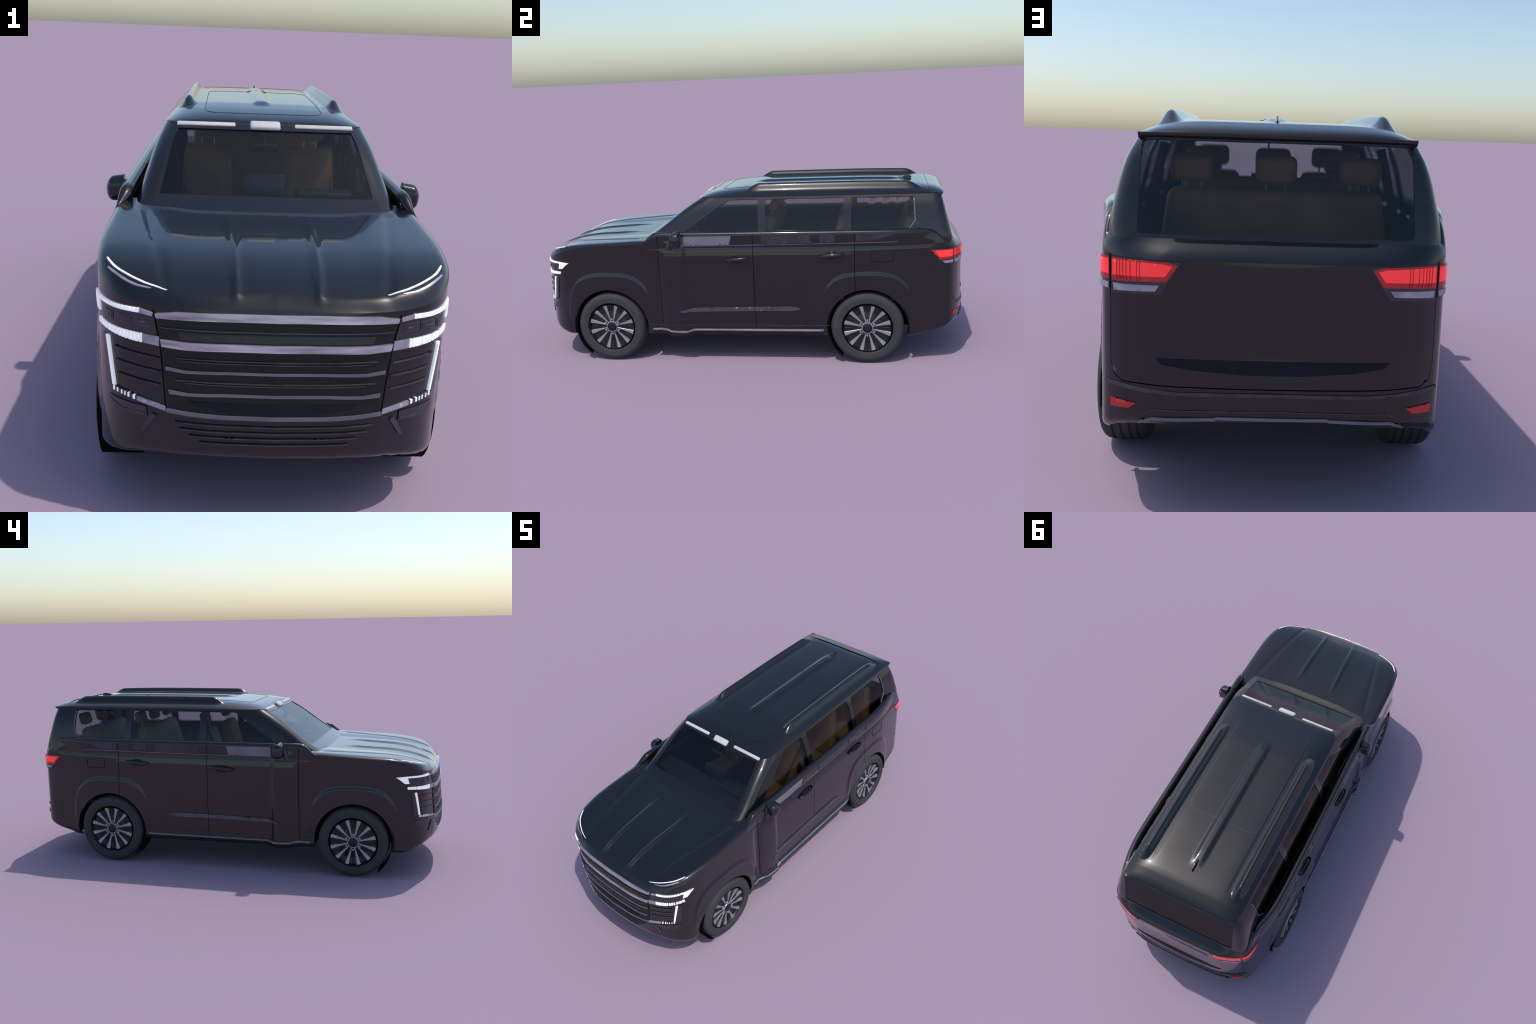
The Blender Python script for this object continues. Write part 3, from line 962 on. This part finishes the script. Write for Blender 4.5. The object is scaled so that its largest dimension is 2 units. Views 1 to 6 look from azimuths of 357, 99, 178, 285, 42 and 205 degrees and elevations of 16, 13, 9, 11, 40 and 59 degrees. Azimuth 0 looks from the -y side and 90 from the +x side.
# ------------------------------------------------------------------ door mirrors
for sgn in (1, -1):
    rows = []
    for t in np.linspace(0, 1, 15):
        x = .383 + .049 * t
        k = math.sqrt(max(0, 1 - max(0, (t - .55) / .45)**2.6)) if t < 1 else 0
        k = max(k, .32)
        hy, hz = .033 * k * (.85 + .15 * t), .0365 * k * (1 - .10 * t)
        cy, cz = -.279 + .004 * t, .577 - .004 * t
        row = []
        for a in np.linspace(0, 2 * math.pi, 28, endpoint=False):
            ca, sa = math.cos(a), math.sin(a)
            row.append((sgn * x, cy + hy * math.copysign(abs(ca)**.75, ca) * (1.0 if ca < 0 else .72), cz + hz * math.copysign(abs(sa)**.7, sa)))
        rows.append(row)
    m = grid_mesh("door_mirror", rows, PAINT, closed=True, caps=True, angle=50, flip=(sgn < 0))
    rounded_box("mirror_glass", (sgn * .405, -.2535, .577), (.038, .004, .050), .0015, LENS, parent=m)
    rows = []
    for t in np.linspace(0, 1, 12):
        z = .525 + .068 * t
        cx = .382 - .004 * t**1.5
        wx, wy = .014 - .002 * t, .020 - .005 * t
        rows.append([(sgn * (cx + wx * math.cos(a)), -.318 + .02 * t + wy * math.sin(a), z + .006 * math.cos(a)) for a in np.linspace(0, 2 * math.pi, 16, endpoint=False)])
    st_ = grid_mesh("mirror_stalk", rows, PAINT, closed=True, caps=True, angle=50, flip=(sgn < 0), parent=m)

# ------------------------------------------------------------------ wheels
def revolve(profile, n=72):
    """profile (radius, x) spun about the x axis"""
    return [[(x, r * math.cos(a), r * math.sin(a)) for a in np.linspace(0, 2 * math.pi, n, endpoint=False)] for r, x in profile]


tyre_prof = [(.1135, -.060), (.1135, .002), (.1150, .0055), (.1165, .0067), (.120, .0075), (.1215, .0070), (.1230, .0080), (.1245, .0074), (.1262, .0084), (.1278, .0078), (.132, .0090), (.140, .0090), (.148, .0070), (.1545, .002), (.1592, -.005), (.1612, -.012),
             (.1618, -.020), (.1588, -.0215), (.1588, -.0245), (.162, -.026), (.162, -.040), (.159, -.0415), (.159, -.0445), (.162, -.046), (.162, -.060), (.159, -.0615), (.159, -.0645), (.162, -.066), (.162, -.078),
             (.1588, -.0795), (.1588, -.0825), (.1615, -.084), (.1600, -.092), (.155, -.100), (.145, -.104), (.125, -.100), (.1135, -.090)]
rim_prof = [(.1125, -.060), (.1075, -.058), (.1075, .002), (.1068, .0035), (.1058, .003), (.1045, -.003), (.1020, -.007), (.098, -.0085), (.030, -.0085), (.0, -.0085)]


def wheel(x, y, sgn):
    base_ = grid_mesh("wheel", revolve(rim_prof), DARKRIM, closed=True, angle=35, flip=True)
    base_.matrix_local = Matrix.Translation((sgn * x, y, WZ)) @ (Matrix.Rotation(0, 4, 'Z') if sgn > 0 else Matrix.Rotation(math.pi, 4, 'Z'))
    grid_mesh("tyre", revolve(tyre_prof), TYRE, parent=base_, closed=True, angle=50, flip=True)
    grid_mesh("brake_disc", revolve([(.0, -.0075), (.072, -.0075), (.074, -.0090)], 48), BRAKE, parent=base_, closed=True, flip=True)
    rounded_box("brake_caliper", (-.0075, .060, .010), (.006, .020, .045), .0025, BRAKE, parent=base_)
    # spoke: tapered, fanned out toward the rim, slightly dished
    secs = []
    for r, w, xf in ((.020, .0024, -.003), (.034, .0026, -.0035), (.055, .0042, -.003), (.080, .0068, -.001), (.0985, .0087, .001), (.1048, .0091, .002)):
        secs.append([(xf - .014, -w * 1.0, r), (xf - .001, -w, r), (xf, -w + .001, r), (xf, w - .001, r), (xf - .001, w, r), (xf - .014, w, r)])
    sp0 = None
    for i in range(12):
        M = Matrix.Rotation(math.radians(15 + 30 * i), 4, 'X')
        if sp0 is None:
            sp0 = grid_mesh("spoke", secs, ALLOY, parent=base_, closed=True, caps=True, angle=30, flip=True)
            sp0.matrix_local = M
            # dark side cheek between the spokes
        else:
            copy_of(sp0, M, base_)
    rb0 = None
    for i in range(12):
        M = Matrix.Rotation(math.radians(30 * i), 4, 'X')
        if rb0 is None:
            rb0 = rounded_box("rim_rib", (-.0080, 0, .084), (.006, .006, .034), .002, BRAKE, parent=base_)
            rb0.matrix_local = M
        else:
            copy_of(rb0, M, base_)
    grid_mesh("hub", revolve([(.046, -.009), (.046, -.0065), (.040, -.0052), (.026, -.0045)], 48), DARKRIM, parent=base_, closed=True, flip=True, angle=35)
    grid_mesh("hub_ring", revolve([(.0275, -.008), (.0268, -.001), (.0250, .0012), (.0222, .001)], 48), ALLOY, parent=base_, closed=True, flip=True, angle=35)
    grid_mesh("hub_cap", revolve([(.0228, -.004), (.0222, .0015), (.018, .004), (.008, .0055), (.0, .0058)], 36), BLACK, parent=base_, closed=True, flip=True, angle=50)
    n0 = None
    for i in range(6):
        a = math.radians(60 * i)
        M = Matrix.Translation((0, .0350 * math.sin(a), .0350 * math.cos(a)))
        if n0 is None:
            n0 = grid_mesh("lug_nut", revolve([(.0055, -.010), (.0052, -.001), (.004, .0012), (.0, .0016)], 12), ALLOY, parent=base_, closed=True, flip=True, angle=40)
            n0.matrix_local = M
        else:
            copy_of(n0, M, base_)
    return base_


for y in WY.values():
    for sgn in (1, -1):
        wheel(.3835, y, sgn)

# wheel arch liners: a narrow lip hangs down in front of each wheel, the housing closes the arch above
for c in WY.values():
    for sgn in (1, -1):
        def arc(x0, x1, r0, r1, a0, a1):
            return [[(sgn * x, c + r * math.cos(a), WZ + r * math.sin(a)) for x, r in ((x0, r0), (x1, r0), (x1, r1), (x0, r1))] for a in np.linspace(math.radians(a0), math.radians(a1), 60)]
        grid_mesh("wheel_arch_liner", arc(.235, .377, .181, .185, -8, 190), GAP, closed=True, caps=True, angle=40, flip=(sgn < 0))
        grid_mesh("wheel_arch_lip", arc(.285, .384, .1715, .1750, 150, 230), GAP, closed=True, caps=True, angle=40, flip=(sgn < 0))
        rows = [[(sgn * .238, c + r * math.cos(a), WZ + r * math.sin(a)) for r in (.0, .184)] for a in np.linspace(math.radians(-10), math.radians(190), 40)]
        grid_mesh("wheel_arch_liner", rows, GAP, angle=40)

# ------------------------------------------------------------------ underbody and cabin
rounded_box("underbody", (0, .02, .180), (.44, 1.66, .05), .01, GAP)
rounded_box("underbody", (0, -.035, .165), (.735, .78, .05), .01, GAP)
rounded_box("underbody", (0, .86, .215), (.56, .12, .04), .01, GAP)
rounded_box("underbody", (0, -.86, .205), (.50, .14, .04), .01, GAP)
for sgn in (1, -1):
    tube("axle", [(sgn * .02, c_, WZ) for c_ in ()] or [(sgn * .05, WY["f"], WZ), (sgn * .33, WY["f"], WZ)], .015, GAP)
    tube("axle", [(sgn * .05, WY["r"], WZ), (sgn * .33, WY["r"], WZ)], .015, GAP)
rounded_box("cabin_floor", (0, .25, .285), (.70, 1.24, .02), .004, DARKCABIN)
rounded_box("firewall", (0, -.42, .40), (.66, .02, .25), .004, DARKCABIN)

# dashboard, screen, wheel
rounded_box("dashboard", (0, -.335, .505), (.62, .13, .12), .02, DARKCABIN)
rounded_box("instrument_hood", (.165, -.285, .572), (.16, .07, .03), .012, DARKCABIN)
rounded_box("centre_screen", (0, -.262, .590), (.115, .012, .062), .003, SCREEN, rot=Matrix.Rotation(math.radians(-10), 4, 'X'))
rounded_box("centre_console", (0, -.10, .40), (.11, .34, .16), .015, DARKCABIN)
sw = []
for a in np.linspace(0, 2 * math.pi, 40, endpoint=False):
    sw.append([(.05 + .006 * math.cos(b)) * np.array([math.cos(a), math.sin(a), 0]) + np.array([0, 0, .006 * math.sin(b)]) for b in np.linspace(0, 2 * math.pi, 10, endpoint=False)])
sw.append(sw[0])
sw_ob = grid_mesh("steering_wheel", sw, DARKCABIN, closed=True, angle=80)
sw_ob.matrix_local = Matrix.Translation((.165, -.215, .530)) @ Matrix.Rotation(math.radians(-62), 4, 'X')
rounded_box("steering_hub", (0, 0, -.004), (.096, .022, .012), .004, DARKCABIN, parent=sw_ob)
tube("steering_column", [(0, 0, -.006), (0, 0, -.08)], .012, DARKCABIN, parent=sw_ob)


def seat(x, y, w, lean=14, head=True, zc=.36, hz=.27):
    s = rounded_box("seat", (x, y - .055, zc), (w, .15, .07), .02, TAN)
    R = Matrix.Rotation(math.radians(-lean), 4, 'X')
    rounded_box("seat_back", (x, y + .03 + .5 * hz * math.sin(math.radians(lean)) * .9, zc + .02 + hz / 2), (w, .055, hz), .02, TAN, parent=s, rot=R, taper=(.84, .9))
    ty = y + .03 + math.sin(math.radians(lean)) * hz * .95
    tz = zc + .02 + hz
    heads = [x] if w < .2 else ([x] if head == 1 else [x - w * .33, x, x + w * .33])
    if head:
        for hx in heads:
            rounded_box("headrest", (hx, ty + .014, tz + .040), (.088, .036, .060), .016, TAN, parent=s, rot=R)
            for d in (-.02, .02):
                tube("headrest_post", [(hx + d, ty - .004, tz - .02), (hx + d, ty + .006, tz + .03)], .0025, CHROME, parent=s, n=8)


seat(.165, .035, .175)
seat(-.165, .035, .175)
seat(0, .375, .52, head=3)
seat(0, .685, .54, head=3, zc=.37, hz=.25)

# belt pillars inside, rear view mirror
for sgn in (1, -1):
    rows = [[(sgn * x, y, z) for y in (.085, .118)] for x, z in ((.348, .45), (.322, .60), (.278, .735))]
    for yy0, yy1 in ((.088, .114), (.474, .497)):
        path = [(sgn * .330, (yy0 + yy1) / 2, .42), (sgn * .306, (yy0 + yy1) / 2, .57), (sgn * .268, (yy0 + yy1) / 2, .725)]
        tube("inner_pillar", path, .012, DARKCABIN)
    tube("seat_belt", [(sgn * .285, .112, .70), (sgn * .26, .08, .60), (sgn * .21, .02, .42)], .008, DARKCABIN, squash=.3)
rv = rounded_box("rear_view_mirror", (0, -.225, .690), (.075, .012, .022), .005, DARKCABIN)
tube("mirror_arm", [(0, -.222, .70), (0, -.205, .728)], .003, DARKCABIN, parent=rv)

# cream visors along the top edge of the windshield
RV = Matrix.Rotation(math.radians(36), 4, 'X')
for sgn in (1, -1):
    rounded_box("sun_visor", (sgn * .1655, -.188, .7450), (.164, .016, .0090), .0040, CREAM, rot=RV)
rounded_box("roof_console", (0, -.192, .7450), (.086, .032, .018), .0075, CREAM, rot=RV)
